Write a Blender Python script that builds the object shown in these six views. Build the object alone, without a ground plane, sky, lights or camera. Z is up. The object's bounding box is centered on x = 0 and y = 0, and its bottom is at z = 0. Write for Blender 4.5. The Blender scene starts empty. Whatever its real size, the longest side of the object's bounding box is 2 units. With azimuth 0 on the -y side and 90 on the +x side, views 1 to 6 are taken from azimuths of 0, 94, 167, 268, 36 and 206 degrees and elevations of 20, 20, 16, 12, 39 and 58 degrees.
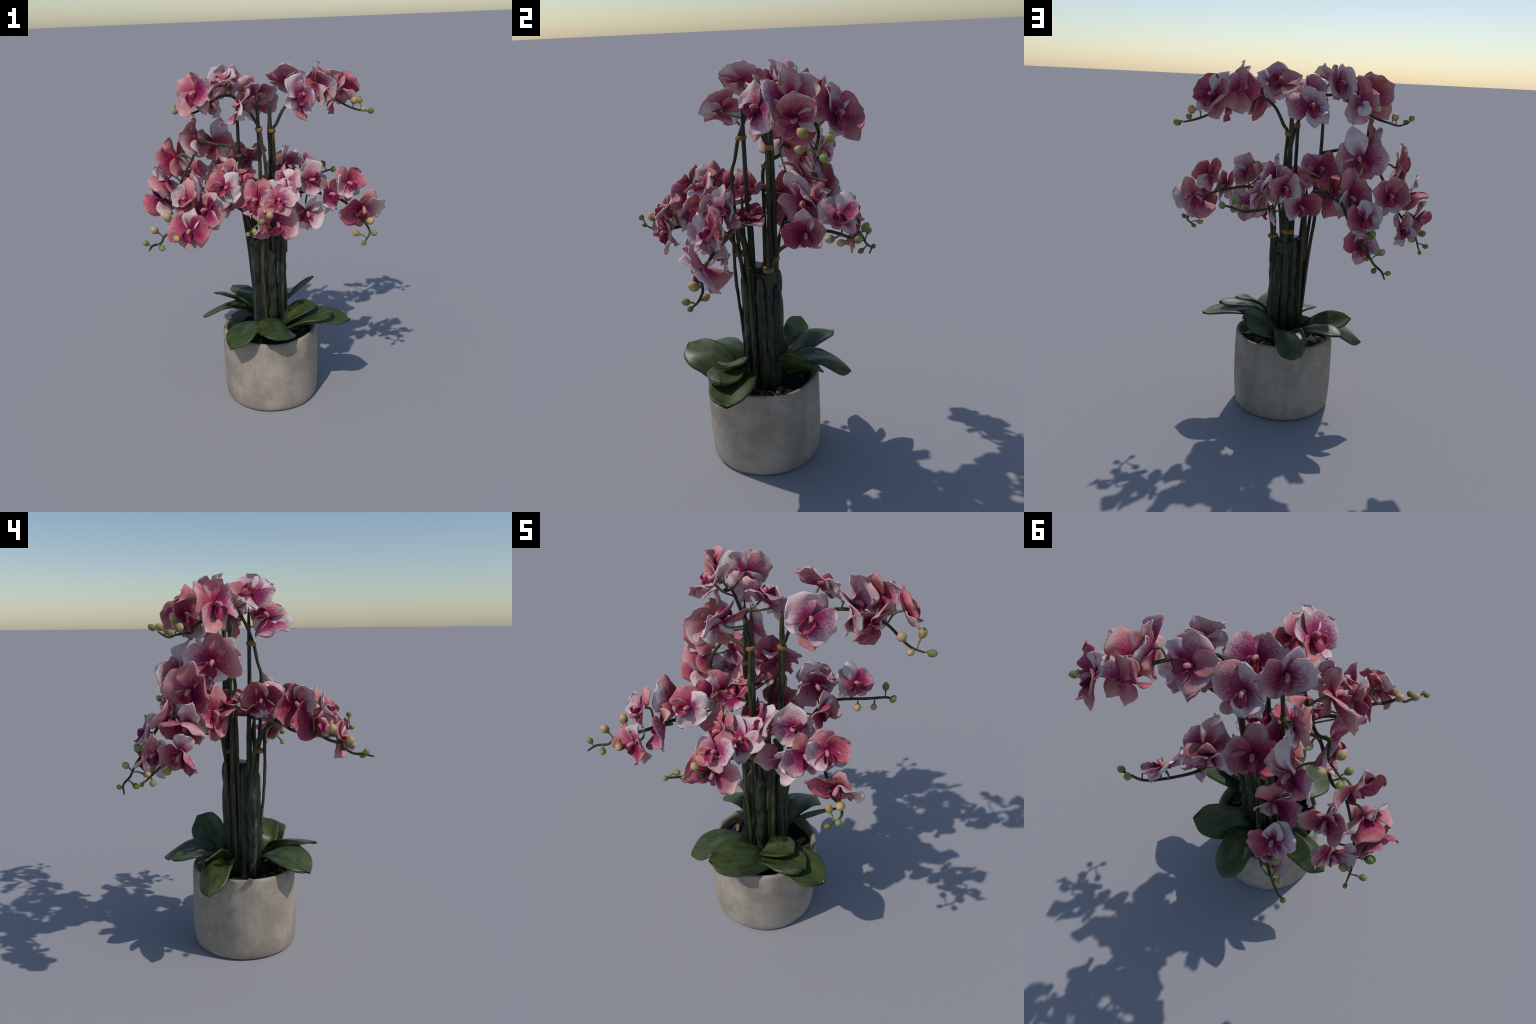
"""Potted orchid: a concrete pot, strap leaves, a bundle of canes and eight arching
flower spikes with pink, magenta-veined moth-orchid flowers and pale buds."""
import bpy, math, random
from mathutils import Vector, Matrix, noise

V = Vector
scene = bpy.context.scene
coll = scene.collection

# ------------------------------------------------------------------ node helpers
class Mat:
    """Small helper to write node materials as expressions."""
    def __init__(self, name, rough=0.55, spec=0.3):
        self.m = bpy.data.materials.new(name)
        self.m.use_nodes = True
        self.t = self.m.node_tree
        self.t.nodes.clear()
        self.out = self.t.nodes.new("ShaderNodeOutputMaterial")
        self.b = self.t.nodes.new("ShaderNodeBsdfPrincipled")
        self.b.inputs["Roughness"].default_value = rough
        self.b.inputs["Specular IOR Level"].default_value = spec
        self.t.links.new(self.b.outputs[0], self.out.inputs[0])
        tc = self.t.nodes.new("ShaderNodeTexCoord")
        self.obj = tc.outputs["Object"]
        sx = self.t.nodes.new("ShaderNodeSeparateXYZ")
        self.t.links.new(self.obj, sx.inputs[0])
        self.x, self.y, self.z = sx.outputs
        self.rnd = self.t.nodes.new("ShaderNodeObjectInfo").outputs["Random"]

    def put(self, sock, val):
        if hasattr(val, "links"):
            self.t.links.new(val, sock)
        else:
            sock.default_value = val

    def math(self, op, a, b=0.0, clamp=False):
        n = self.t.nodes.new("ShaderNodeMath")
        n.operation = op
        n.use_clamp = clamp
        self.put(n.inputs[0], a)
        self.put(n.inputs[1], b)
        return n.outputs[0]

    def step(self, v, lo, hi, a=0.0, b=1.0):
        n = self.t.nodes.new("ShaderNodeMapRange")
        n.interpolation_type = "SMOOTHSTEP"
        self.put(n.inputs[0], v)
        for i, q in enumerate((lo, hi, a, b)):
            self.put(n.inputs[1 + i], q)
        return n.outputs[0]

    def vec(self, x, y, z):
        n = self.t.nodes.new("ShaderNodeCombineXYZ")
        for i, q in enumerate((x, y, z)):
            self.put(n.inputs[i], q)
        return n.outputs[0]

    def scaled(self, s):
        n = self.t.nodes.new("ShaderNodeMapping")
        self.t.links.new(self.obj, n.inputs[0])
        n.inputs["Scale"].default_value = s
        return n.outputs[0]

    def noise(self, vec=None, scale=5.0, detail=4.0, rough=0.55):
        n = self.t.nodes.new("ShaderNodeTexNoise")
        self.put(n.inputs["Vector"], vec if vec is not None else self.obj)
        n.inputs["Scale"].default_value = scale
        n.inputs["Detail"].default_value = detail
        n.inputs["Roughness"].default_value = rough
        return n.outputs[0]

    def mix(self, f, a, b):
        n = self.t.nodes.new("ShaderNodeMix")
        n.data_type = "RGBA"
        self.put(n.inputs[0], f)
        for s, q in ((n.inputs[6], a), (n.inputs[7], b)):
            self.put(s, (*q, 1.0) if isinstance(q, tuple) else q)
        return n.outputs[2]

    def color(self, c):
        self.put(self.b.inputs["Base Color"], (*c, 1.0) if isinstance(c, tuple) else c)
        self.final = c
        return self

    def bump(self, h, strength=0.3, dist=0.01):
        n = self.t.nodes.new("ShaderNodeBump")
        n.inputs["Strength"].default_value = strength
        n.inputs["Distance"].default_value = dist
        self.put(n.inputs["Height"], h)
        self.t.links.new(n.outputs[0], self.b.inputs["Normal"])
        return self

    def translucent(self, amount):
        tr = self.t.nodes.new("ShaderNodeBsdfTranslucent")
        self.put(tr.inputs[0], (*self.final, 1.0) if isinstance(self.final, tuple) else self.final)
        mx = self.t.nodes.new("ShaderNodeMixShader")
        mx.inputs[0].default_value = amount
        self.t.links.new(self.b.outputs[0], mx.inputs[1])
        self.t.links.new(tr.outputs[0], mx.inputs[2])
        self.t.links.new(mx.outputs[0], self.out.inputs[0])
        return self


CREAM = (0.82, 0.70, 0.69)
PALE = (0.63, 0.235, 0.24)  # pink deepened partway toward the scan's baked petal shading
MAGENTA = (0.34, 0.006, 0.125)
DEEP = (0.21, 0.004, 0.06)


def petal_material(name, broad):
    """Colour on the petal's own length: deep at the claw, magenta dots and veins
    fanning outward, pale rim.  Local y runs from claw to tip, x across."""
    k = Mat(name, 0.6, 0.25)
    r = k.math("SQRT", k.math("ADD", k.math("MULTIPLY", k.x, k.x), k.math("MULTIPLY", k.y, k.y)))
    ang = k.math("ARCTAN2", k.x, k.math("ADD", k.y, 0.06))
    seed = k.math("MULTIPLY", k.rnd, 37.0)
    fan = k.vec(k.math("MULTIPLY", ang, 5.5), k.math("MULTIPLY", r, 2.6), seed)
    vein = k.noise(fan, 3.2, 3.0, 0.6)
    spots = k.noise(k.vec(k.math("MULTIPLY", k.x, 9.0), k.math("MULTIPLY", k.y, 7.0), seed), 2.6, 3.0, 0.65)
    blot = k.noise(k.vec(k.x, k.y, seed), 3.0, 2.0)
    reach = k.math("ADD", r, k.math("MULTIPLY", k.math("SUBTRACT", blot, 0.5), 0.55))
    reach = k.math("SUBTRACT", reach, k.math("MULTIPLY", k.math("SUBTRACT", k.math("FRACT", k.math("MULTIPLY", k.rnd, 7.3)), 0.5), 0.40))
    if broad:
        flush = k.step(reach, 0.22, 1.04, 1.0, 0.0)
        dots = k.math("MULTIPLY", k.step(k.math("ADD", k.math("MULTIPLY", vein, 0.55), k.math("MULTIPLY", spots, 0.45)), 0.46, 0.58),
                      k.step(reach, 0.50, 1.0, 1.0, 0.0))
        heart = k.step(reach, 0.05, 0.62, 1.0, 0.0)
    else:
        side = k.math("MULTIPLY", k.x, k.x)
        across = k.step(side, 0.0, 0.042, 1.0, 0.0)
        flush = k.math("MULTIPLY", k.step(reach, 0.15, 0.85, 1.0, 0.0), k.math("ADD", k.math("MULTIPLY", across, 0.85), 0.15))
        dots = k.math("MULTIPLY", k.step(vein, 0.48, 0.62), k.math("MULTIPLY", flush, 0.8))
        heart = k.math("MULTIPLY", k.step(reach, 0.02, 0.55, 1.0, 0.0), k.math("ADD", k.math("MULTIPLY", across, 0.8), 0.2))
    base = k.mix(k.step(k.math("ADD", k.rnd, k.math("MULTIPLY", k.math("SUBTRACT", blot, 0.5), 1.2)), 0.08, 0.72), CREAM, PALE)
    base = k.mix(k.math("MULTIPLY", k.step(reach, 0.75, 1.15), 0.40), base, CREAM)
    tint = k.mix(k.step(k.rnd, 0.3, 0.8), (0.45, 0.020, 0.145), (0.48, 0.036, 0.095))
    col = k.mix(k.math("MULTIPLY", flush, 0.95), base, tint)
    col = k.mix(k.math("MULTIPLY", dots, 0.8), col, MAGENTA)
    col = k.mix(k.math("MULTIPLY", heart, 0.75), col, DEEP if broad else MAGENTA)
    k.color(col)
    k.bump(vein, 0.25, 0.02)
    return k.translucent(0.18).m


M_PETAL = petal_material("petal_pink_veined", True)
M_SEPAL = petal_material("sepal_pale_streaked", False)


def simple(name, a, b, scale=6.0, rough=0.55, lo=0.35, hi=0.65, stretch=None, spec=0.3, bump=0.0):
    k = Mat(name, rough, spec)
    n = k.noise(k.scaled(stretch) if stretch else None, scale)
    k.color(k.mix(k.step(n, lo, hi), a, b))
    if bump:
        k.bump(n, bump, 0.01)
    return k.m


M_LIP = simple("lip_deep_red", (0.20, 0.010, 0.045), (0.40, 0.05, 0.12), 3.0, 0.5)
M_CALLUS = simple("callus_yellow", (0.55, 0.24, 0.02), (0.50, 0.12, 0.03), 30.0, 0.5)
M_COLUMN = simple("column_pink", (0.60, 0.30, 0.28), (0.48, 0.14, 0.18), 3.0, 0.5)
M_STEM = simple("stem_olive", (0.024, 0.030, 0.013), (0.080, 0.070, 0.026), 9.0, 0.6, stretch=(6, 6, 1.2), bump=0.3)
M_TWIG = simple("twig_green", (0.13, 0.15, 0.045), (0.20, 0.16, 0.08), 12.0, 0.6)
M_CANE = simple("cane_dark", (0.022, 0.026, 0.018), (0.060, 0.062, 0.034), 7.0, 0.5, stretch=(9, 9, 1.3), bump=0.5)
M_TIE = simple("raffia_tan", (0.34, 0.20, 0.07), (0.24, 0.12, 0.04), 30.0, 0.8, bump=0.4)


def bud_material(name, a, b):
    k = Mat(name, 0.5, 0.3)
    k.color(k.mix(k.step(k.math("ADD", k.z, k.math("MULTIPLY", k.noise(None, 2.0), 0.8)), 0.0, 1.0), a, b))
    return k.m


M_BUD_CREAM = bud_material("bud_cream", (0.30, 0.22, 0.07), (0.52, 0.37, 0.17))
M_BUD_GREEN = bud_material("bud_green", (0.14, 0.18, 0.045), (0.25, 0.28, 0.08))


def leaf_material():
    k = Mat("leaf_dark_green", 0.42, 0.4)
    n = k.noise(k.scaled((2.0, 1.0, 2.0)), 4.0, 4.0)
    lines = k.noise(k.scaled((26.0, 1.5, 1.0)), 3.0, 2.0)
    col = k.mix(k.step(n, 0.3, 0.7), (0.022, 0.040, 0.012), (0.065, 0.088, 0.024))  # greens darkened a little to match leaves seen in shade
    rib = k.step(k.math("ABSOLUTE", k.x), 0.0, 0.03, 1.0, 0.0)
    col = k.mix(k.math("MULTIPLY", rib, 0.35), col, (0.075, 0.12, 0.03))
    k.color(col).bump(lines, 0.05, 0.01)
    return k.m


M_LEAF = leaf_material()


def pot_material():
    k = Mat("concrete_grey_beige", 0.75, 0.25)
    big = k.noise(None, 5.5, 5.0, 0.6)
    fine = k.noise(None, 34.0, 5.0, 0.65)
    pores = k.noise(None, 70.0, 2.0)
    col = k.mix(k.step(big, 0.32, 0.68), (0.29, 0.245, 0.19), (0.44, 0.38, 0.305))
    col = k.mix(k.math("MULTIPLY", k.step(fine, 0.40, 0.72), 0.35), col, (0.25, 0.22, 0.185))
    streak = k.noise(k.scaled((10.0, 10.0, 1.6)), 1.5, 3.0)
    col = k.mix(k.math("MULTIPLY", k.step(streak, 0.52, 0.75), 0.30), col, (0.50, 0.46, 0.40))
    col = k.mix(k.math("MULTIPLY", k.step(pores, 0.70, 0.76), 0.75), col, (0.10, 0.09, 0.08))
    k.color(col).bump(k.math("ADD", fine, k.math("MULTIPLY", pores, 0.4)), 0.25, 0.006)
    return k.m


M_POT = pot_material()
M_SOIL = simple("soil_dark", (0.012, 0.012, 0.011), (0.075, 0.068, 0.055), 14.0, 0.9, 0.4, 0.7, bump=0.8)
M_BARK = simple("bark_chip_tan", (0.22, 0.16, 0.09), (0.10, 0.075, 0.045), 12.0, 0.85, bump=0.5)


def bundle_material():
    k = Mat("bundle_dark_streaked", 0.45, 0.35)
    long = k.noise(k.scaled((34.0, 34.0, 2.2)), 1.0, 4.0, 0.6)
    mid = k.noise(k.scaled((16.0, 16.0, 5.0)), 1.0, 3.0)
    col = k.mix(k.step(mid, 0.35, 0.65), (0.016, 0.022, 0.014), (0.040, 0.046, 0.022))  # near-black base includes shade baked into the scanned bundle
    col = k.mix(k.math("MULTIPLY", k.step(long, 0.54, 0.72), 0.7), col, (0.070, 0.068, 0.026))
    pale = k.math("MULTIPLY", k.step(k.noise(k.scaled((22.0, 22.0, 1.7)), 1.0, 2.0), 0.60, 0.70), 0.55)
    col = k.mix(pale, col, (0.20, 0.19, 0.16))
    blotch = k.step(k.noise(None, 28.0, 5.0, 0.7), 0.50, 0.62)
    col = k.mix(k.math("MULTIPLY", blotch, 0.7), col, (0.010, 0.012, 0.010))
    k.color(col).bump(long, 0.5, 0.012)
    return k.m


M_BUNDLE = bundle_material()

# ------------------------------------------------------------------ object helpers
root = bpy.data.objects.new("potted_orchid", None)
coll.objects.link(root)
root["label"] = "potted moth orchid with arching sprays of pink flowers"
root["category"] = "potted plant"


def mesh_from(name, verts, faces, mat, smooth=True):
    me = bpy.data.meshes.new(name)
    me.from_pydata([tuple(v) for v in verts], [], faces)
    me.validate()
    me.materials.append(mat)
    if smooth:
        me.polygons.foreach_set("use_smooth", [True] * len(me.polygons))
    me.update()
    return me


def place(name, me, parent, mat=None, **props):
    o = bpy.data.objects.new(name, me)
    coll.objects.link(o)
    o.parent = parent
    if mat is not None:
        o.matrix_local = parent.matrix_world.inverted() @ mat if parent is not root else mat
    for a, b in props.items():
        o[a] = b
    return o


def slab(rows, cols, top, thick):
    """Closed thin shell: a grid of points, and the same grid pushed back along z."""
    vs = list(top) + [V((p.x, p.y, p.z - thick)) for p in top]
    n = rows * cols
    fs = []
    for i in range(rows - 1):
        for j in range(cols - 1):
            a, b, c, d = i * cols + j, i * cols + j + 1, (i + 1) * cols + j + 1, (i + 1) * cols + j
            fs += [(a, b, c, d), (n + d, n + c, n + b, n + a)]
    edge = [(i * cols) for i in range(rows)] + [(rows - 1) * cols + j for j in range(1, cols)]
    edge += [i * cols + cols - 1 for i in range(rows - 2, -1, -1)] + [j for j in range(cols - 2, 0, -1)]
    for q in range(len(edge)):
        a, b = edge[q], edge[(q + 1) % len(edge)]
        fs.append((a, b, n + b, n + a))
    return vs, fs


def spline(pts, per=6):
    """Catmull-Rom through control points."""
    P = [V(p) for p in pts]
    P = [P[0] * 2 - P[1]] + P + [P[-1] * 2 - P[-2]]
    out = []
    for i in range(1, len(P) - 2):
        a, b, c, d = P[i - 1], P[i], P[i + 1], P[i + 2]
        for s in range(per):
            t = s / per
            out.append(0.5 * ((2 * b) + (c - a) * t + (2 * a - 5 * b + 4 * c - d) * t * t + (3 * b - a - 3 * c + d) * t ** 3))
    out.append(P[-2])
    return out


def tube(path, radius, sides=10, wobble=0.0, seed=0.0):
    """Verts and faces of a capped tube; radius is a function of 0..1 along it."""
    vs, fs = [], []
    n = len(path)
    ref = V((0.3, 0.9, 0.1))
    for i, p in enumerate(path):
        t = (path[min(i + 1, n - 1)] - path[max(i - 1, 0)]).normalized()
        a = (ref - t * ref.dot(t)).normalized()
        ref = a
        b = t.cross(a)
        for j in range(sides):
            w = 2 * math.pi * j / sides
            r = radius(i / (n - 1))
            if wobble:
                r *= 1 + wobble * noise.noise(V((math.cos(w) * 1.2, math.sin(w) * 1.2 + seed, p.z * 14 + seed * 3)))
            vs.append(p + (a * math.cos(w) + b * math.sin(w)) * r)
    for i in range(n - 1):
        for j in range(sides):
            k = (j + 1) % sides
            fs.append((i * sides + j, i * sides + k, (i + 1) * sides + k, (i + 1) * sides + j))
    fs.append(tuple(range(sides - 1, -1, -1)))
    fs.append(tuple((n - 1) * sides + j for j in range(sides)))
    return vs, fs


def ellipsoid(rx, ry, rz, rings=10, sides=14, point=0.0):
    vs, fs = [V((0, 0, -rz))], []
    for i in range(1, rings):
        th = math.pi * i / rings
        r = math.sin(th)
        zz = -math.cos(th)
        taper = 1 - point * max(0, zz) ** 2
        for j in range(sides):
            w = 2 * math.pi * j / sides
            vs.append(V((rx * r * taper * math.cos(w), ry * r * taper * math.sin(w), rz * zz)))
    vs.append(V((0, 0, rz)))
    last = len(vs) - 1
    for j in range(sides):
        k = (j + 1) % sides
        fs.append((0, 1 + k, 1 + j))
        fs.append((last, 1 + (rings - 2) * sides + j, 1 + (rings - 2) * sides + k))
        for i in range(rings - 2):
            fs.append((1 + i * sides + j, 1 + i * sides + k, 1 + (i + 1) * sides + k, 1 + (i + 1) * sides + j))
    return vs, fs


def frame(origin, y, z, scale=1.0):
    """Matrix whose local y follows y and whose local z leans to z."""
    y = y.normalized()
    z = (z - y * z.dot(y)).normalized()
    x = y.cross(z)
    m = Matrix((x * scale, y * scale, z * scale)).transposed().to_4x4()
    m.translation = origin
    return m

# ------------------------------------------------------------------ flower spikes
# Each spike: the line its stalk follows, from the soil up, over and out to the last bud.
SPIKES = {
    "A": [(.085, .05, .40), (.085, .05, 1.1), (.09, .06, 1.45), (.085, .062, 1.617), (.105, .048, 1.662), (.158, .042, 1.758),
          (.265, .155, 1.812), (.38, .24, 1.80), (.47, .28, 1.755), (.535, .28, 1.715), (.596, .269, 1.69), (.655, .283, 1.677)],
    "B": [(.03, -.07, .40), (.03, -.085, .9), (.035, -.105, 1.2), (.03, -.115, 1.466), (.018, -.095, 1.56), (.005, -.075, 1.652),
          (-.033, -.047, 1.725), (-.068, -.025, 1.768), (-.133, .01, 1.823), (-.2, .07, 1.82), (-.26, .15, 1.78),
          (-.321, .215, 1.736), (-.372, .216, 1.715), (-.397, .281, 1.706), (-.444, .316, 1.695), (-.484, .355, 1.719)],
    "C": [(-.04, .01, .40), (-.07, .015, 1.0), (-.095, .022, 1.3), (-.108, .03, 1.49), (-.156, .101, 1.532), (-.242, .104, 1.549),
          (-.305, .125, 1.56), (-.36, .19, 1.51), (-.40, .215, 1.434), (-.445, .201, 1.363), (-.486, .22, 1.27), (-.54, .29, 1.18),
          (-.57, .37, 1.12), (-.571, .43, 1.065)],
    "D": [(-.03, -.045, .40), (-.05, -.06, 1.0), (-.085, -.10, 1.18), (-.19, -.18, 1.27), (-.313, -.251, 1.25), (-.373, -.36, 1.238),
          (-.431, -.415, 1.218), (-.477, -.469, 1.208), (-.504, -.473, 1.196), (-.521, -.509, 1.172), (-.556, -.55, 1.174), (-.569, -.597, 1.165)],
    "E": [(.05, -.07, .40), (.06, -.09, 1.05), (.075, -.19, 1.24), (.08, -.33, 1.26), (.042, -.47, 1.224), (-.017, -.475, 1.20),
          (-.055, -.51, 1.195), (-.078, -.57, 1.218)],
    "F": [(.11, -.04, .40), (.12, -.055, 1.05), (.17, -.08, 1.24), (.25, -.085, 1.30), (.36, -.12, 1.285), (.46, -.16, 1.25),
          (.529, -.21, 1.177), (.574, -.20, 1.128), (.592, -.222, 1.085), (.555, -.262, 1.042)],
    "G": [(.12, .04, .40), (.13, .06, 1.05), (.165, .19, 1.20), (.204, .307, 1.254), (.354, .422, 1.265), (.434, .443, 1.29), (.475, .44, 1.30)],
    "H": [(-.03, .06, .40), (-.03, .08, 1.05), (-.04, .14, 1.27), (-.056, .207, 1.326), (-.134, .36, 1.307), (-.165, .422, 1.235),
          (-.193, .466, 1.153), (-.249, .52, 1.077), (-.281, .546, 1.023), (-.315, .574, .991), (-.338, .568, .948)],
}
PATHS = {}
for key, pts in SPIKES.items():
    path = spline(pts, 7)
    PATHS[key] = path
    vs, fs = tube(path, lambda t: 0.0062 * (1 - t) ** 0.5 + 0.0036, 8, 0.25, ord(key))
    place("flower_spike", mesh_from("flower_spike", vs, fs, M_STEM), root)


def nearest(key, p, start=0.35):
    path = PATHS[key]
    cand = path[int(len(path) * start):]
    return min(cand, key=lambda q: (q - p).length)


# ------------------------------------------------------------------ petals
def blade(rng, broad, width, length, forward):
    """Petal in its own frame: claw at the origin, tip at y = 1, face toward +z."""
    rows, cols = (21, 17) if broad else (17, 11)
    hump = rng.uniform(-0.02, 0.07) - 0.60 * math.tan(forward / 2)
    curl = rng.uniform(-0.12, 0.02) if not broad else rng.uniform(-0.10, 0.04)
    cup = rng.choice((-0.30, 0.25, 0.45, 0.60)) * rng.uniform(0.6, 1.2)
    ruf = rng.uniform(0.03, 0.09)
    freq, ph = rng.uniform(1.0, 2.2), rng.uniform(0, 6.28)
    skew = rng.uniform(-0.14, 0.14)
    twist = rng.uniform(-0.45, 0.45)
    sd = rng.uniform(0, 90)
    pts = []
    for i in range(rows):
        t = i / (rows - 1)
        u = 0.5 * t + 0.5 * math.sin(math.pi / 2 * t)
        far = max(0.0, (u - 0.50) / 0.50)
        near = min(1.0, u / 0.50)
        if broad:
            w = width * (0.14 + 0.86 * math.sin(math.pi / 2 * near) ** 0.85) * math.sqrt(max(0.0, 1 - far ** 2.3))
        else:
            w = width * (0.30 + 0.70 * math.sin(math.pi / 2 * near)) * max(0.0, 1 - far ** 2.0) ** 0.6
        w = max(w, 0.012)
        for j in range(cols):
            v = 2 * j / (cols - 1) - 1
            x = v * w
            y = 0.04 + 0.99 * u - (0.10 if broad else 0.05) * v * v * u
            z = hump * 4 * u * (1 - u) + curl * u ** 3 + cup * v * v * w
            z += ruf * abs(v) ** 1.5 * math.sin(freq * 6.28 * u + ph + (1.7 if v > 0 else 0)) * (0.3 + u)
            edge = noise.noise(V((x * 3.2 + sd, y * 3.2, sd)))
            z += 0.07 * noise.noise(V((x * 2.4, y * 2.4 + sd, 3.1))) * min(1, u * 3)
            x += 0.10 * edge * abs(v) * u
            y += 0.08 * noise.noise(V((x * 4 + sd, 7.7, sd))) * u * u
            z += math.tan(twist * u) * x * 0.8
            pts.append(V((x + skew * u * (1 - u), y, z)))
    return slab(rows, cols, pts, 0.0032 / length)


def lip_mesh():
    """Three-lobed lip: a forward tongue between two upturned ears (unit flower size)."""
    vs, fs = [], []

    def lobe(rows, cols, fn):
        p = [fn(i / (rows - 1), 2 * j / (cols - 1) - 1) for i in range(rows) for j in range(cols)]
        a, b = slab(rows, cols, p, 0.035)
        k = len(vs)
        vs.extend(a)
        fs.extend(tuple(q + k for q in f) for f in b)

    def tongue(u, v):
        w = 0.05 + 0.20 * math.sin(math.pi * min(1, 0.1 + 0.85 * u)) ** 0.8
        return V((v * w, -0.10 - 0.42 * u, 0.10 + 0.34 * u - 0.34 * u * u + 0.10 * v * v))
    lobe(9, 7, tongue)
    for s in (-1, 1):
        def ear(u, v, s=s):
            w = 0.04 + 0.15 * math.sin(math.pi * min(1, 0.15 + 0.75 * u))
            return V((s * (0.07 + 0.24 * u - 0.10 * u * u), -0.10 + v * w - 0.10 * u, 0.08 + 0.30 * u + 0.04 * v))
        lobe(7, 5, ear)
    return vs, fs


LIP = mesh_from("lip", *lip_mesh(), M_LIP)
COLUMN = mesh_from("column", *tube([V((0, .02, -.04)), V((0, .05, .08)), V((0, .03, .20)), V((0, -.03, .28)), V((0, -.06, .30))],
                                   lambda t: 0.055 + 0.035 * math.sin(math.pi * t) if t < 0.95 else 0.03, 10), M_COLUMN)
CALLUS = mesh_from("callus", *ellipsoid(0.07, 0.06, 0.07, 8, 10), M_CALLUS)

rng = random.Random(11)


def flower(spike, size, facing, c, dorsal, left, right, lower_left, lower_right):
    """One flower: centre, the way it faces and where its five tips reach."""
    c, n = V(c), V(facing).normalized()
    up = V(dorsal) - c
    up = (up - n * up.dot(n)).normalized()
    back = c - n * 0.012
    stem = nearest(spike, back - n * 0.03)
    d = (stem - back)
    bend = back - n * min(0.05, d.length * 0.5) + V((0, 0, 0.012))
    path = spline([stem, bend * 0.7 + (stem + back) * 0.15, back, c + n * 0.004], 4)
    vs, fs = tube(path, lambda t: 0.0042 + 0.003 * t, 7)
    fl = place("flower", mesh_from("flower", vs, fs, M_TWIG), root)
    for kind, tip, broad in (("sepal", dorsal, False), ("sepal", lower_left, False), ("sepal", lower_right, False),
                             ("petal", left, True), ("petal", right, True)):
        tip = V(tip)
        base = c - n * (0.004 if broad else 0.010)
        y = tip - base
        L = y.length
        width = (rng.uniform(0.58, 0.70) if broad else rng.uniform(0.38, 0.47)) * (size * (1.08 if broad else 1.0) / L) ** 0.65
        lift = math.asin(max(-0.9, min(0.9, y.dot(n) / L)))
        me = mesh_from(kind, *blade(rng, broad, width, L, lift), M_PETAL if broad else M_SEPAL)
        z = n + (up * rng.uniform(0.05, 0.55) if broad and abs(n.z) < 0.5 else up * rng.uniform(-0.15, 0.15))
        if abs(z.normalized().dot(y.normalized())) > 0.93:
            z = up
        place(kind, me, fl, frame(base, y, z, L))
    m = frame(c, up, n, size * 1.05)
    place("lip", LIP, fl, m)
    place("column", COLUMN, fl, m)
    mc = m.copy()
    mc.translation = m @ V((0, -0.10, 0.13))
    place("callus", CALLUS, fl, mc)


flower('A', 0.118, (0.09, 0.71, 0.70), c=(0.170, 0.218, 1.880), dorsal=(0.055, 0.189, 1.921), left=(0.172, 0.143, 1.982), right=(0.133, 0.301, 1.830), lower_left=(0.280, 0.180, 1.924), lower_right=(0.251, 0.277, 1.809))  # A1
flower('A', 0.118, (0.67, -0.70, 0.22), c=(0.235, 0.035, 1.812), dorsal=(0.269, 0.104, 1.901), left=(0.168, -0.009, 1.904), right=(0.322, 0.095, 1.744), lower_left=(0.145, -0.024, 1.775), lower_right=(0.273, 0.008, 1.688))  # A2
flower('A', 0.124, (0.97, 0.26, -0.05), c=(0.355, 0.183, 1.857), dorsal=(0.352, 0.166, 1.980), left=(0.446, 0.082, 1.859), right=(0.357, 0.302, 1.909), lower_left=(0.369, 0.095, 1.749), lower_right=(0.348, 0.252, 1.760))  # A3
flower('A', 0.110, (0.91, -0.34, -0.24), c=(0.444, 0.196, 1.788), dorsal=(0.453, 0.309, 1.791), left=(0.521, 0.201, 1.891), right=(0.449, 0.214, 1.678), lower_left=(0.403, 0.101, 1.842), lower_right=(0.399, 0.119, 1.720))  # A4
flower('A', 0.118, (0.70, 0.60, 0.38), c=(0.516, 0.353, 1.807), dorsal=(0.452, 0.335, 1.923), left=(0.585, 0.264, 1.873), right=(0.478, 0.456, 1.822), lower_left=(0.601, 0.345, 1.747), lower_right=(0.502, 0.437, 1.711))  # A5
flower('A', 0.108, (0.03, -0.97, -0.26), c=(0.391, 0.341, 1.835), dorsal=(0.367, 0.316, 1.944), left=(0.299, 0.360, 1.875), right=(0.476, 0.364, 1.865), lower_left=(0.379, 0.382, 1.732), lower_right=(0.453, 0.387, 1.756))  # A6
flower('B', 0.111, (-0.47, 0.87, 0.15), c=(-0.169, 0.128, 1.891), dorsal=(-0.198, 0.080, 1.992), left=(-0.092, 0.217, 1.908), right=(-0.278, 0.093, 1.909), lower_left=(-0.121, 0.184, 1.811), lower_right=(-0.232, 0.108, 1.792))  # B1
flower('B', 0.130, (-0.67, -0.74, -0.04), c=(-0.341, 0.108, 1.838), dorsal=(-0.357, 0.081, 1.954), left=(-0.446, 0.196, 1.898), right=(-0.238, 0.029, 1.843), lower_left=(-0.448, 0.151, 1.716), lower_right=(-0.290, 0.071, 1.727))  # B2
flower('B', 0.115, (-0.86, -0.46, -0.23), c=(-0.258, 0.252, 1.796), dorsal=(-0.242, 0.242, 1.933), left=(-0.335, 0.281, 1.846), right=(-0.223, 0.127, 1.733), lower_left=(-0.283, 0.311, 1.747), lower_right=(-0.221, 0.241, 1.683))  # B3
flower('B', 0.113, (-0.67, -0.05, 0.74), c=(-0.187, -0.065, 1.899), dorsal=(-0.112, -0.160, 1.948), left=(-0.134, -0.046, 1.991), right=(-0.237, -0.169, 1.912), lower_left=(-0.218, 0.049, 1.921), lower_right=(-0.262, -0.083, 1.821))  # B4
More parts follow.
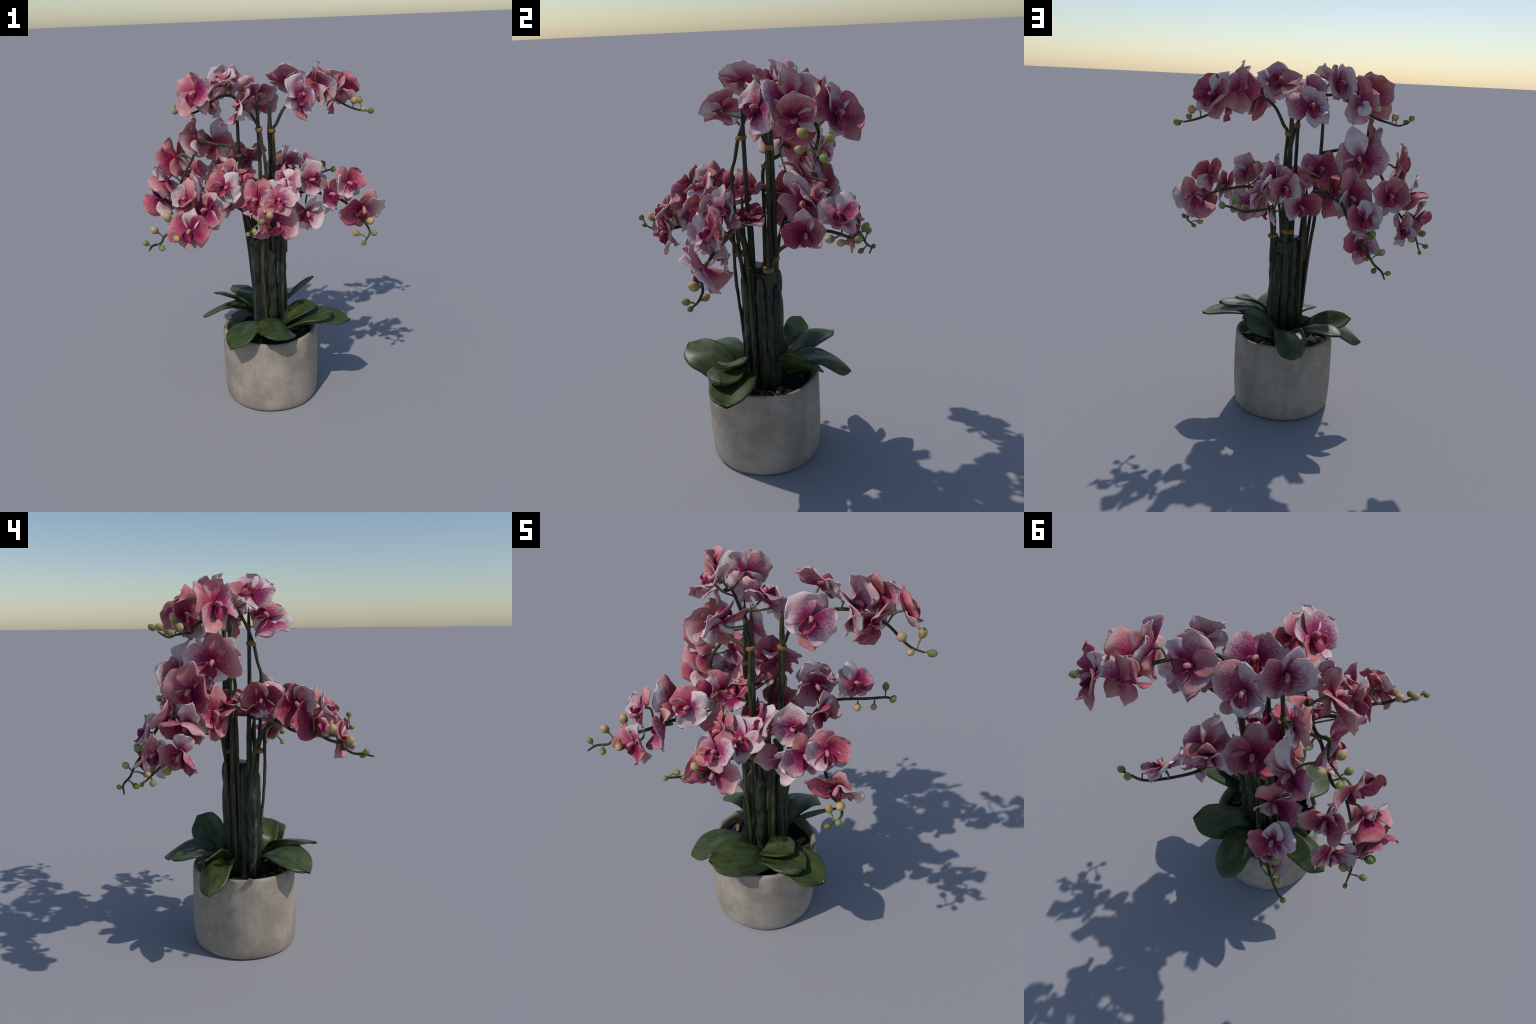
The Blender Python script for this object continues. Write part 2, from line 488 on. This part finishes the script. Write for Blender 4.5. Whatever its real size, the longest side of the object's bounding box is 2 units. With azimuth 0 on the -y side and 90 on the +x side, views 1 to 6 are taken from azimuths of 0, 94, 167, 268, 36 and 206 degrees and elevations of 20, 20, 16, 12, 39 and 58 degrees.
flower('B', 0.115, (-0.77, 0.29, 0.57), c=(-0.095, -0.140, 1.784), dorsal=(-0.097, -0.271, 1.766), left=(-0.047, -0.196, 1.853), right=(-0.211, -0.164, 1.698), lower_left=(-0.028, -0.054, 1.831), lower_right=(-0.072, -0.094, 1.706))  # B5
flower('B', 0.116, (0.02, 0.69, 0.72), c=(-0.019, 0.061, 1.840), dorsal=(-0.024, -0.021, 1.902), left=(0.116, 0.076, 1.844), right=(-0.118, 0.027, 1.888), lower_left=(0.031, 0.140, 1.763), lower_right=(-0.106, 0.123, 1.784))  # B7
flower('B', 0.115, (0.02, 0.94, 0.35), c=(-0.015, 0.169, 1.766), dorsal=(0.004, 0.123, 1.870), left=(0.123, 0.168, 1.798), right=(-0.105, 0.173, 1.770), lower_left=(-0.026, 0.209, 1.661), lower_right=(-0.097, 0.206, 1.690))  # B8
flower('C', 0.128, (-0.95, 0.21, -0.21), c=(-0.356, 0.124, 1.579), dorsal=(-0.357, 0.100, 1.720), left=(-0.382, 0.265, 1.603), right=(-0.450, 0.000, 1.606), lower_left=(-0.317, 0.200, 1.477), lower_right=(-0.345, 0.064, 1.494))  # C1
flower('C', 0.133, (0.34, 0.94, -0.05), c=(-0.253, 0.297, 1.520), dorsal=(-0.208, 0.260, 1.679), left=(-0.129, 0.276, 1.502), right=(-0.377, 0.389, 1.528), lower_left=(-0.195, 0.268, 1.398), lower_right=(-0.306, 0.339, 1.420))  # C0
flower('C', 0.122, (-0.81, 0.45, -0.38), c=(-0.493, 0.223, 1.460), dorsal=(-0.521, 0.208, 1.592), left=(-0.464, 0.360, 1.473), right=(-0.593, 0.141, 1.430), lower_left=(-0.420, 0.283, 1.376), lower_right=(-0.483, 0.153, 1.355))  # C2
flower('C', 0.115, (-0.71, 0.27, -0.65), c=(-0.562, 0.239, 1.316), dorsal=(-0.635, 0.213, 1.409), left=(-0.592, 0.358, 1.324), right=(-0.631, 0.162, 1.274), lower_left=(-0.484, 0.312, 1.262), lower_right=(-0.504, 0.180, 1.229))  # C3
flower('C', 0.114, (-0.70, 0.44, -0.56), c=(-0.613, 0.264, 1.192), dorsal=(-0.681, 0.249, 1.284), left=(-0.616, 0.365, 1.210), right=(-0.706, 0.208, 1.146), lower_left=(-0.540, 0.346, 1.126), lower_right=(-0.574, 0.206, 1.097))  # C4
flower('C', 0.102, (-0.71, 0.69, -0.14), c=(-0.485, 0.388, 1.169), dorsal=(-0.500, 0.398, 1.266), left=(-0.428, 0.463, 1.194), right=(-0.571, 0.328, 1.174), lower_left=(-0.446, 0.431, 1.089), lower_right=(-0.520, 0.357, 1.068))  # C5
flower('C', 0.138, (-0.76, -0.61, -0.19), c=(-0.174, 0.133, 1.320), dorsal=(-0.155, 0.114, 1.463), left=(-0.288, 0.215, 1.350), right=(-0.097, 0.057, 1.235), lower_left=(-0.236, 0.235, 1.241), lower_right=(-0.136, 0.121, 1.166))  # C6
flower('H', 0.121, (-0.38, 0.78, 0.50), c=(-0.055, 0.230, 1.443), dorsal=(-0.039, 0.116, 1.530), left=(0.049, 0.271, 1.481), right=(-0.184, 0.180, 1.448), lower_left=(0.006, 0.309, 1.413), lower_right=(-0.133, 0.199, 1.356))  # K
flower('G', 0.107, (-0.23, 0.95, -0.19), c=(0.017, 0.167, 1.239), dorsal=(0.059, 0.165, 1.348), left=(0.118, 0.206, 1.268), right=(-0.105, 0.172, 1.272), lower_left=(0.069, 0.156, 1.158), lower_right=(-0.033, 0.115, 1.176))  # J
flower('H', 0.119, (-0.48, 0.83, -0.30), c=(-0.203, 0.340, 1.324), dorsal=(-0.176, 0.358, 1.485), left=(-0.133, 0.388, 1.289), right=(-0.316, 0.329, 1.361), lower_left=(-0.155, 0.326, 1.211), lower_right=(-0.279, 0.263, 1.278))  # H1
flower('H', 0.102, (-0.14, 0.91, 0.39), c=(-0.243, 0.459, 1.240), dorsal=(-0.242, 0.420, 1.326), left=(-0.146, 0.501, 1.223), right=(-0.336, 0.435, 1.295), lower_left=(-0.210, 0.509, 1.150), lower_right=(-0.314, 0.495, 1.196))  # H2
flower('H', 0.094, (-0.06, 0.95, -0.30), c=(-0.239, 0.475, 1.097), dorsal=(-0.220, 0.526, 1.173), left=(-0.146, 0.447, 1.131), right=(-0.315, 0.466, 1.134), lower_left=(-0.219, 0.476, 1.001), lower_right=(-0.309, 0.466, 1.055))  # H3
flower('D', 0.105, (0.18, -0.92, 0.33), c=(-0.190, -0.288, 1.387), dorsal=(-0.120, -0.245, 1.451), left=(-0.252, -0.267, 1.465), right=(-0.139, -0.298, 1.308), lower_left=(-0.273, -0.313, 1.382), lower_right=(-0.205, -0.325, 1.283))  # D1
flower('D', 0.124, (-0.74, -0.65, 0.18), c=(-0.290, -0.361, 1.291), dorsal=(-0.247, -0.364, 1.384), left=(-0.413, -0.240, 1.300), right=(-0.206, -0.464, 1.278), lower_left=(-0.350, -0.312, 1.228), lower_right=(-0.242, -0.441, 1.209))  # D2
flower('D', 0.112, (-0.88, -0.37, -0.29), c=(-0.319, -0.263, 1.380), dorsal=(-0.359, -0.250, 1.480), left=(-0.385, -0.168, 1.330), right=(-0.341, -0.349, 1.434), lower_left=(-0.296, -0.232, 1.271), lower_right=(-0.264, -0.350, 1.326))  # D3
flower('D', 0.093, (-0.46, -0.84, 0.29), c=(-0.389, -0.398, 1.367), dorsal=(-0.374, -0.355, 1.462), left=(-0.462, -0.390, 1.391), right=(-0.355, -0.455, 1.379), lower_left=(-0.428, -0.423, 1.298), lower_right=(-0.357, -0.442, 1.298))  # D4
flower('D', 0.109, (-0.35, -0.94, 0.01), c=(-0.371, -0.478, 1.221), dorsal=(-0.347, -0.469, 1.329), left=(-0.485, -0.448, 1.248), right=(-0.266, -0.531, 1.247), lower_left=(-0.429, -0.453, 1.129), lower_right=(-0.322, -0.484, 1.128))  # D5
flower('E', 0.099, (0.04, -0.78, 0.62), c=(0.084, -0.430, 1.341), dorsal=(0.105, -0.352, 1.410), left=(-0.010, -0.448, 1.343), right=(0.168, -0.412, 1.375), lower_left=(0.012, -0.483, 1.303), lower_right=(0.128, -0.475, 1.278))  # E1
flower('E', 0.112, (0.20, -0.63, 0.75), c=(0.106, -0.278, 1.322), dorsal=(0.008, -0.224, 1.388), left=(0.018, -0.359, 1.291), right=(0.142, -0.190, 1.401), lower_left=(0.146, -0.355, 1.261), lower_right=(0.210, -0.251, 1.332))  # E2
flower('E', 0.118, (-0.61, -0.74, 0.28), c=(-0.024, -0.265, 1.305), dorsal=(0.013, -0.250, 1.420), left=(-0.118, -0.168, 1.361), right=(0.070, -0.353, 1.319), lower_left=(-0.110, -0.222, 1.247), lower_right=(-0.005, -0.321, 1.198))  # E4
flower('E', 0.119, (0.33, -0.92, -0.22), c=(0.066, -0.435, 1.229), dorsal=(0.113, -0.438, 1.339), left=(-0.018, -0.484, 1.306), right=(0.191, -0.399, 1.215), lower_left=(-0.048, -0.522, 1.189), lower_right=(0.111, -0.380, 1.174))  # E3
flower('F', 0.105, (0.61, -0.77, 0.18), c=(0.276, -0.134, 1.377), dorsal=(0.200, -0.191, 1.352), left=(0.262, -0.177, 1.297), right=(0.258, -0.126, 1.489), lower_left=(0.350, -0.058, 1.337), lower_right=(0.350, -0.082, 1.404))  # F1
flower('F', 0.114, (0.11, -0.88, -0.47), c=(0.253, -0.172, 1.204), dorsal=(0.302, -0.218, 1.306), left=(0.139, -0.234, 1.191), right=(0.354, -0.171, 1.190), lower_left=(0.159, -0.147, 1.135), lower_right=(0.269, -0.152, 1.087))  # F2
flower('F', 0.103, (0.76, -0.61, 0.20), c=(0.376, -0.189, 1.301), dorsal=(0.329, -0.169, 1.394), left=(0.327, -0.297, 1.275), right=(0.433, -0.114, 1.334), lower_left=(0.358, -0.229, 1.212), lower_right=(0.421, -0.134, 1.214))  # F3
flower('F', 0.100, (0.55, -0.83, 0.09), c=(0.476, -0.169, 1.356), dorsal=(0.439, -0.180, 1.449), left=(0.414, -0.230, 1.318), right=(0.558, -0.128, 1.410), lower_left=(0.462, -0.189, 1.255), lower_right=(0.551, -0.133, 1.296))  # F4
flower('F', 0.127, (0.08, -0.85, -0.52), c=(0.556, -0.202, 1.223), dorsal=(0.600, -0.232, 1.329), left=(0.417, -0.247, 1.204), right=(0.681, -0.210, 1.249), lower_left=(0.461, -0.097, 1.150), lower_right=(0.577, -0.144, 1.112))  # F5
flower('G', 0.120, (0.81, -0.50, -0.31), c=(0.169, 0.225, 1.382), dorsal=(0.156, 0.143, 1.509), left=(0.101, 0.129, 1.322), right=(0.240, 0.204, 1.449), lower_left=(0.145, 0.259, 1.264), lower_right=(0.227, 0.333, 1.357))  # G1
flower('G', 0.097, (0.82, -0.44, 0.36), c=(0.297, 0.379, 1.355), dorsal=(0.240, 0.397, 1.449), left=(0.254, 0.285, 1.396), right=(0.353, 0.450, 1.375), lower_left=(0.295, 0.338, 1.294), lower_right=(0.346, 0.427, 1.287))  # G2
flower('G', 0.098, (-0.36, 0.90, -0.26), c=(0.133, 0.263, 1.360), dorsal=(0.129, 0.276, 1.469), left=(0.210, 0.318, 1.400), right=(0.045, 0.235, 1.379), lower_left=(0.196, 0.265, 1.279), lower_right=(0.083, 0.209, 1.314))  # G3
flower('G', 0.107, (0.97, -0.05, -0.23), c=(0.213, 0.226, 1.243), dorsal=(0.223, 0.216, 1.362), left=(0.224, 0.112, 1.269), right=(0.242, 0.315, 1.267), lower_left=(0.180, 0.166, 1.165), lower_right=(0.190, 0.291, 1.165))  # G4
flower('D', 0.100, (-0.89, 0.35, -0.29), c=(-0.178, -0.111, 1.383), dorsal=(-0.202, -0.102, 1.464), left=(-0.152, -0.027, 1.441), right=(-0.231, -0.215, 1.390), lower_left=(-0.127, -0.065, 1.315), lower_right=(-0.164, -0.168, 1.310))  # D6
flower('F', 0.096, (-0.61, -0.49, 0.63), c=(0.142, -0.181, 1.377), dorsal=(0.155, -0.116, 1.443), left=(0.079, -0.107, 1.354), right=(0.220, -0.219, 1.438), lower_left=(0.084, -0.207, 1.300), lower_right=(0.174, -0.268, 1.340))  # F6
flower('C', 0.109, (-0.10, 0.99, -0.06), c=(-0.422, 0.335, 1.335), dorsal=(-0.436, 0.357, 1.441), left=(-0.318, 0.369, 1.361), right=(-0.523, 0.357, 1.370), lower_left=(-0.372, 0.340, 1.228), lower_right=(-0.474, 0.347, 1.241))  # C7
flower('F', 0.100, (0.31, -0.21, 0.93), c=(0.050, -0.050, 1.280), dorsal=(0.026, 0.044, 1.303), left=(-0.051, -0.055, 1.323), right=(0.144, 0.007, 1.272), lower_left=(0.013, -0.147, 1.271), lower_right=(0.124, -0.112, 1.241))  # F7
flower('D', 0.100, (-0.30, -0.30, 0.90), c=(-0.110, -0.050, 1.360), dorsal=(-0.040, -0.121, 1.354), left=(-0.023, -0.010, 1.413), right=(-0.162, -0.139, 1.324), lower_left=(-0.128, 0.049, 1.387), lower_right=(-0.208, -0.025, 1.336))  # D7
flower('H', 0.100, (-0.42, 0.32, 0.85), c=(-0.120, 0.070, 1.360), dorsal=(-0.036, 0.122, 1.376), left=(-0.141, 0.171, 1.323), right=(-0.059, 0.007, 1.426), lower_left=(-0.213, 0.071, 1.313), lower_right=(-0.166, -0.023, 1.372))  # H4

# ------------------------------------------------------------------ buds
BUD_MESH = {}
for nm, mat in (("cream", M_BUD_CREAM), ("green", M_BUD_GREEN)):
    BUD_MESH[nm] = mesh_from("bud", *ellipsoid(0.80, 0.80, 1.0, 10, 12, 0.25), mat)


def bud(spike, pos, r, tone, lean=(0, 0, 0)):
    p = V(pos)
    s = nearest(spike, p + V((0, 0, -0.01)), 0.6)
    axis = (p - s)
    if axis.length < 0.004:
        axis = V((0.2, 0.2, 0.5))
    axis = axis.normalized() + V(lean)
    x = axis.orthogonal().normalized()
    z = axis.normalized()
    m = Matrix((x * r, z.cross(x) * r, z * r)).transposed().to_4x4()
    m.translation = p
    b = place("bud", BUD_MESH[tone], root, m)
    e = p - z * r * 0.8
    if (e - s).length > 0.006:
        mid = (e + s) * 0.5 + V((0, 0, 0.006))
        vs, fs = tube(spline([s, mid, e], 4), lambda t: 0.0032 + 0.0025 * t ** 2, 6)
        st = place("bud_stalk", mesh_from("bud_stalk", vs, fs, M_TWIG), root)


bud("A", (.569, .222, 1.75), .026, "cream")
bud("A", (.618, .323, 1.74), .024, "cream")
bud("A", (.622, .209, 1.70), .020, "cream")
bud("A", (.684, .297, 1.676), .022, "green")
bud("B", (-.328, .301, 1.773), .021, "cream")
bud("B", (-.440, .266, 1.737), .024, "cream")
bud("B", (-.404, .360, 1.740), .021, "cream")
bud("B", (-.485, .305, 1.715), .019, "green")
bud("B", (-.480, .384, 1.739), .019, "green")
bud("C", (-.631, .324, 1.127), .026, "green")
bud("C", (-.538, .398, 1.111), .021, "cream")
bud("C", (-.629, .388, 1.071), .019, "green")
bud("C", (-.571, .446, 1.051), .013, "green")
bud("D", (-.550, -.489, 1.237), .024, "cream")
bud("D", (-.440, -.513, 1.196), .023, "cream")
bud("D", (-.488, -.420, 1.279), .026, "cream")
bud("D", (-.510, -.557, 1.162), .020, "green")
bud("D", (-.589, -.557, 1.192), .018, "green")
bud("E", (.033, -.511, 1.295), .024, "cream")
bud("E", (-.012, -.575, 1.282), .018, "green")
bud("E", (-.045, -.494, 1.206), .018, "cream")
bud("E", (-.080, -.582, 1.223), .015, "green")
bud("F", (.591, -.232, 1.156), .027, "cream")
bud("F", (.520, -.198, 1.077), .022, "cream")
bud("F", (.608, -.267, 1.096), .020, "green")
bud("F", (.552, -.262, 1.039), .017, "green")
bud("G", (.346, .327, 1.260), .024, "cream")
bud("G", (.413, .371, 1.264), .020, "cream")
bud("G", (.417, .472, 1.332), .022, "green")
bud("G", (.478, .438, 1.300), .021, "green")
bud("H", (-.275, .501, 1.162), .026, "green")
bud("H", (-.313, .559, 1.087), .022, "cream")
bud("H", (-.272, .464, 1.031), .021, "cream")
bud("H", (-.296, .517, .978), .019, "green")
bud("H", (-.345, .590, .987), .016, "green")

# ------------------------------------------------------------------ canes, bundle, ties
def cane(name, pts, r, mat, wob=0.18, seed=1.0, per=8, taper=0.0):
    vs, fs = tube(spline(pts, per), lambda t: max(0.002, r * (1 - taper * t) * math.sqrt(max(0, 1 - t ** 14))), 10, wob, seed)
    return place(name, mesh_from(name, vs, fs, mat), root)


cane("stake", [(.072, .078, .40), (.07, .078, 1.1), (.068, .078, 1.5), (.068, .078, 1.785)], .0135, M_CANE, .3, 2.0)
cane("stake", [(0, -.045, .40), (.002, -.048, 1.1), (.002, -.052, 1.5), (-.003, -.051, 1.838)], .0105, M_CANE, .12, 5.0)
cane("stake", [(-.045, .03, .40), (-.075, .04, .9), (-.105, .045, 1.2), (-.112, .047, 1.5), (-.114, .05, 1.80)], .0100, M_CANE, .12, 8.0)

# canes of the fused bundle, around an oval that is long from front-left to back-right
AX, AY = V((0.77, 0.63, 0)), V((-0.63, 0.77, 0))
MID = V((0.034, -0.002, 0))
for i in range(12):
    w = 2 * math.pi * i / 12 + 0.2
    q = AX * (0.104 * math.cos(w)) + AY * (0.069 * math.sin(w))
    top = rng.uniform(0.95, 1.04)
    p0, p1, p2 = MID + q * 0.88, MID + q * 0.95, MID + q * rng.uniform(1.0, 1.1)
    cane("cane", [(p0.x, p0.y, .38), (p1.x, p1.y, .6), (p1.x, p1.y, .85), (p2.x, p2.y, top)],
         rng.uniform(.019, .029), M_BUNDLE, .45, i * 1.7, 14, .15)
for x, y, top, r in ((.14, .045, 1.24, .012), (.03, .03, 1.34, .014), (-.045, .045, 1.32, .015), (.08, .055, 1.50, .017),
                     (.01, -.075, 1.40, .013), (-.05, -.04, 1.30, .012)):
    cane("cane", [(x, y, .9), (x, y, 1.1), (x * 1.02, y, top)], r, M_CANE, .35, x * 50, 10, .5)


def core():
    rings, sides = 46, 48
    vs, fs = [], []
    for i in range(rings):
        z = 0.38 + (1.02 - 0.38) * i / (rings - 1)
        for j in range(sides):
            w = 2 * math.pi * j / sides
            b = 1 + 0.16 * noise.noise(V((math.cos(w) * 3, math.sin(w) * 3, z * 3))) + 0.08 * noise.noise(V((math.cos(w) * 8, math.sin(w) * 8, z * 12)))
            p = MID + AX * (0.104 * b * math.cos(w)) + AY * (0.070 * b * math.sin(w))
            p.z = z
            vs.append(p)
    for i in range(rings - 1):
        for j in range(sides):
            k = (j + 1) % sides
            fs.append((i * sides + j, i * sides + k, (i + 1) * sides + k, (i + 1) * sides + j))
    fs.append(tuple((rings - 1) * sides + j for j in range(sides)))
    return vs, fs


place("cane_core", mesh_from("cane_core", *core(), M_BUNDLE), root)
# loose aerial root running down the front-left of the bundle
cane("aerial_root", [(-.01, -.128, 1.19), (0, -.130, 1.05), (.0, -.127, .92), (.0, -.118, .80), (.005, -.108, .68), (.01, -.10, .42)], .0085, M_STEM, .35, 3.0)


def tie(pos, rx, ry, h=0.016):
    vs, fs = [], []
    for i in range(4):
        for j in range(16):
            w = 2 * math.pi * j / 16
            o = 1.0 + (0.12 if i in (1, 2) else 0) + 0.08 * noise.noise(V((w, i, pos[2] * 9)))
            vs.append(V((pos[0] + rx * o * math.cos(w), pos[1] + ry * o * math.sin(w), pos[2] + h * (i / 3 - 0.5) + 0.003 * math.sin(w + pos[0] * 40))))
    for i in range(3):
        for j in range(16):
            k = (j + 1) % 16
            fs.append((i * 16 + j, i * 16 + k, (i + 1) * 16 + k, (i + 1) * 16 + j))
    fs += [tuple(range(15, -1, -1)), tuple(range(48, 64))]
    place("tie", mesh_from("tie", vs, fs, M_TIE), root)


tie((.076, .069, 1.617), .022, .020, .022)
tie((.003, -.063, 1.652), .018, .024, .020)
tie((-.111, .038, 1.493), .015, .020, .018)
tie((.015, -.095, 1.09), .030, .026, .020)
tie((.135, .045, 1.05), .026, .026, .020)
tie((.06, .075, 1.08), .032, .020, .020)

# ------------------------------------------------------------------ leaves
def leaf(tip, base, width, rise, fold=0.18, roll=0.0, droop=0.0):
    """Thick paddle leaf: midrib from base to a blunt tip, arched by `rise`, folded along the rib."""
    tip, base = V(tip), V(base)
    y = tip - base
    L = y.length
    z = V((0, 0, 1)) + V((-y.y, y.x, 0)).normalized() * roll
    rows, cols = 27, 17
    pts = []
    hw = width / L
    sd = tip.x * 31 + tip.y * 17
    for i in range(rows):
        q = i / (rows - 1)
        u = 0.25 * q + 0.75 * math.sin(math.pi / 2 * q)
        far, near = max(0.0, (u - 0.62) / 0.38), min(1.0, u / 0.62)
        w = hw * (0.38 + 0.62 * math.sin(math.pi / 2 * near) ** 0.9) * math.sqrt(max(0.0, 1 - far ** 3.0))
        w = max(w, 0.006)
        for j in range(cols):
            v = 2 * j / (cols - 1) - 1
            zz = rise / L * 4 * u * (1 - u) * (1 - 0.4 * u) - droop / L * u ** 3
            zz += fold * abs(v) ** 1.3 * w * (1.2 - u) + 0.10 * w * math.sin(v * 2.4 + 5 * u + sd) + 0.03 * noise.noise(V((v, u * 3, sd)))
            pts.append(V((v * w * (1 + 0.08 * noise.noise(V((u * 5, v, sd)))), u * 1.03 - 0.05 * v * v * u, zz)))
    vs, fs = slab(rows, cols, pts, 0.009 / L)
    o = place("leaf", mesh_from("leaf", vs, fs, M_LEAF), root, frame(base, y, z, L))


leaf((.083, .425, .490), (.05, .10, .46), .088, .10, .05, 0.0, .02)
leaf((.315, .255, .640), (.06, .07, .46), .095, .03, .10, 0.8)
leaf((-.380, .172, .456), (-.03, .05, .46), .080, .10, .05, -0.15, .02)
leaf((-.305, .185, .590), (-.03, .07, .46), .066, .05, .12, -0.6)
leaf((-.195, .355, .560), (-.01, .09, .46), .070, .06, .08, 0.0)
leaf((-.205, -.345, .490), (.03, -.12, .47), .105, .09, .04, -0.1, .01)
leaf((-.025, -.400, .585), (.15, -.15, .46), .098, .04, .06, 0.40)
leaf((.490, -.155, .535), (.10, -.10, .47), .105, .06, .16, -0.05)
leaf((.390, -.175, .585), (.09, -.15, .47), .090, .05, .20, -0.12)
leaf((.30, -.14, .625), (.10, -.13, .49), .076, .05, .22, -0.12)

# ------------------------------------------------------------------ pot and soil
def lathe(profile, sides, center, wob):
    vs, fs = [], []
    n = len(profile)
    for i, (r, z) in enumerate(profile):
        for j in range(sides):
            w = 2 * math.pi * j / sides
            q = V((math.cos(w), math.sin(w), z * 2.5))
            rr = r * (1 + wob * noise.noise(q * 1.6) + wob * 0.35 * noise.noise(q * 5))
            zz = z + (0.010 * noise.noise(V((math.cos(w) * 1.5, math.sin(w) * 1.5, 4))) if z > 0.3 else 0)
            vs.append(V((center[0] + rr * math.cos(w), center[1] + rr * math.sin(w), zz)))
    for i in range(n - 1):
        for j in range(sides):
            k = (j + 1) % sides
            fs.append((i * sides + j, i * sides + k, (i + 1) * sides + k, (i + 1) * sides + j))
    return vs, fs, n


def pot():
    outer = [(0.0, 0.0), (.15, 0.0), (.262, 0.0), (.274, .006), (.281, .020), (.285, .05), (.288, .10), (.290, .16), (.2905, .22), (.291, .28),
             (.290, .34), (.288, .40), (.286, .440), (.283, .452), (.277, .457), (.268, .456), (.262, .448), (.259, .43), (.256, .38), (.250, .30), (.20, .29), (0.0, .29)]
    vs, fs, n = lathe(outer, 96, (.030, -.014), .012)
    return vs, fs


place("pot", mesh_from("pot", *pot(), M_POT), root)


def soil():
    rings, sides = 22, 64
    vs, fs = [V((.03, -.014, .40))], []
    for i in range(1, rings):
        r = 0.262 * i / (rings - 1)
        for j in range(sides):
            w = 2 * math.pi * j / sides
            x, y = .03 + r * math.cos(w), -.014 + r * math.sin(w)
            vs.append(V((x, y, .392 + 0.020 * noise.noise(V((x * 14, y * 14, 0))) + 0.012 * noise.noise(V((x * 40, y * 40, 2))))))
    for j in range(sides):
        k = (j + 1) % sides
        fs.append((0, 1 + j, 1 + k))
        for i in range(rings - 2):
            fs.append((1 + i * sides + j, 1 + (i + 1) * sides + j, 1 + (i + 1) * sides + k, 1 + i * sides + k))
    return vs, fs


place("soil", mesh_from("soil", *soil(), M_SOIL), root)
chip = mesh_from("bark_chip", *ellipsoid(.030, .013, .006, 6, 10), M_BARK)
for i in range(16):
    w, r = rng.uniform(0, 6.28), rng.uniform(.15, .235)
    m = Matrix.Translation((.03 + r * math.cos(w), -.014 + r * math.sin(w), .405)) @ Matrix.Rotation(rng.uniform(0, 6.28), 4, "Z") @ Matrix.Rotation(rng.uniform(-.5, .5), 4, "X") @ Matrix.Scale(rng.uniform(.7, 1.6), 4)
    place("bark_chip", chip, root, m)
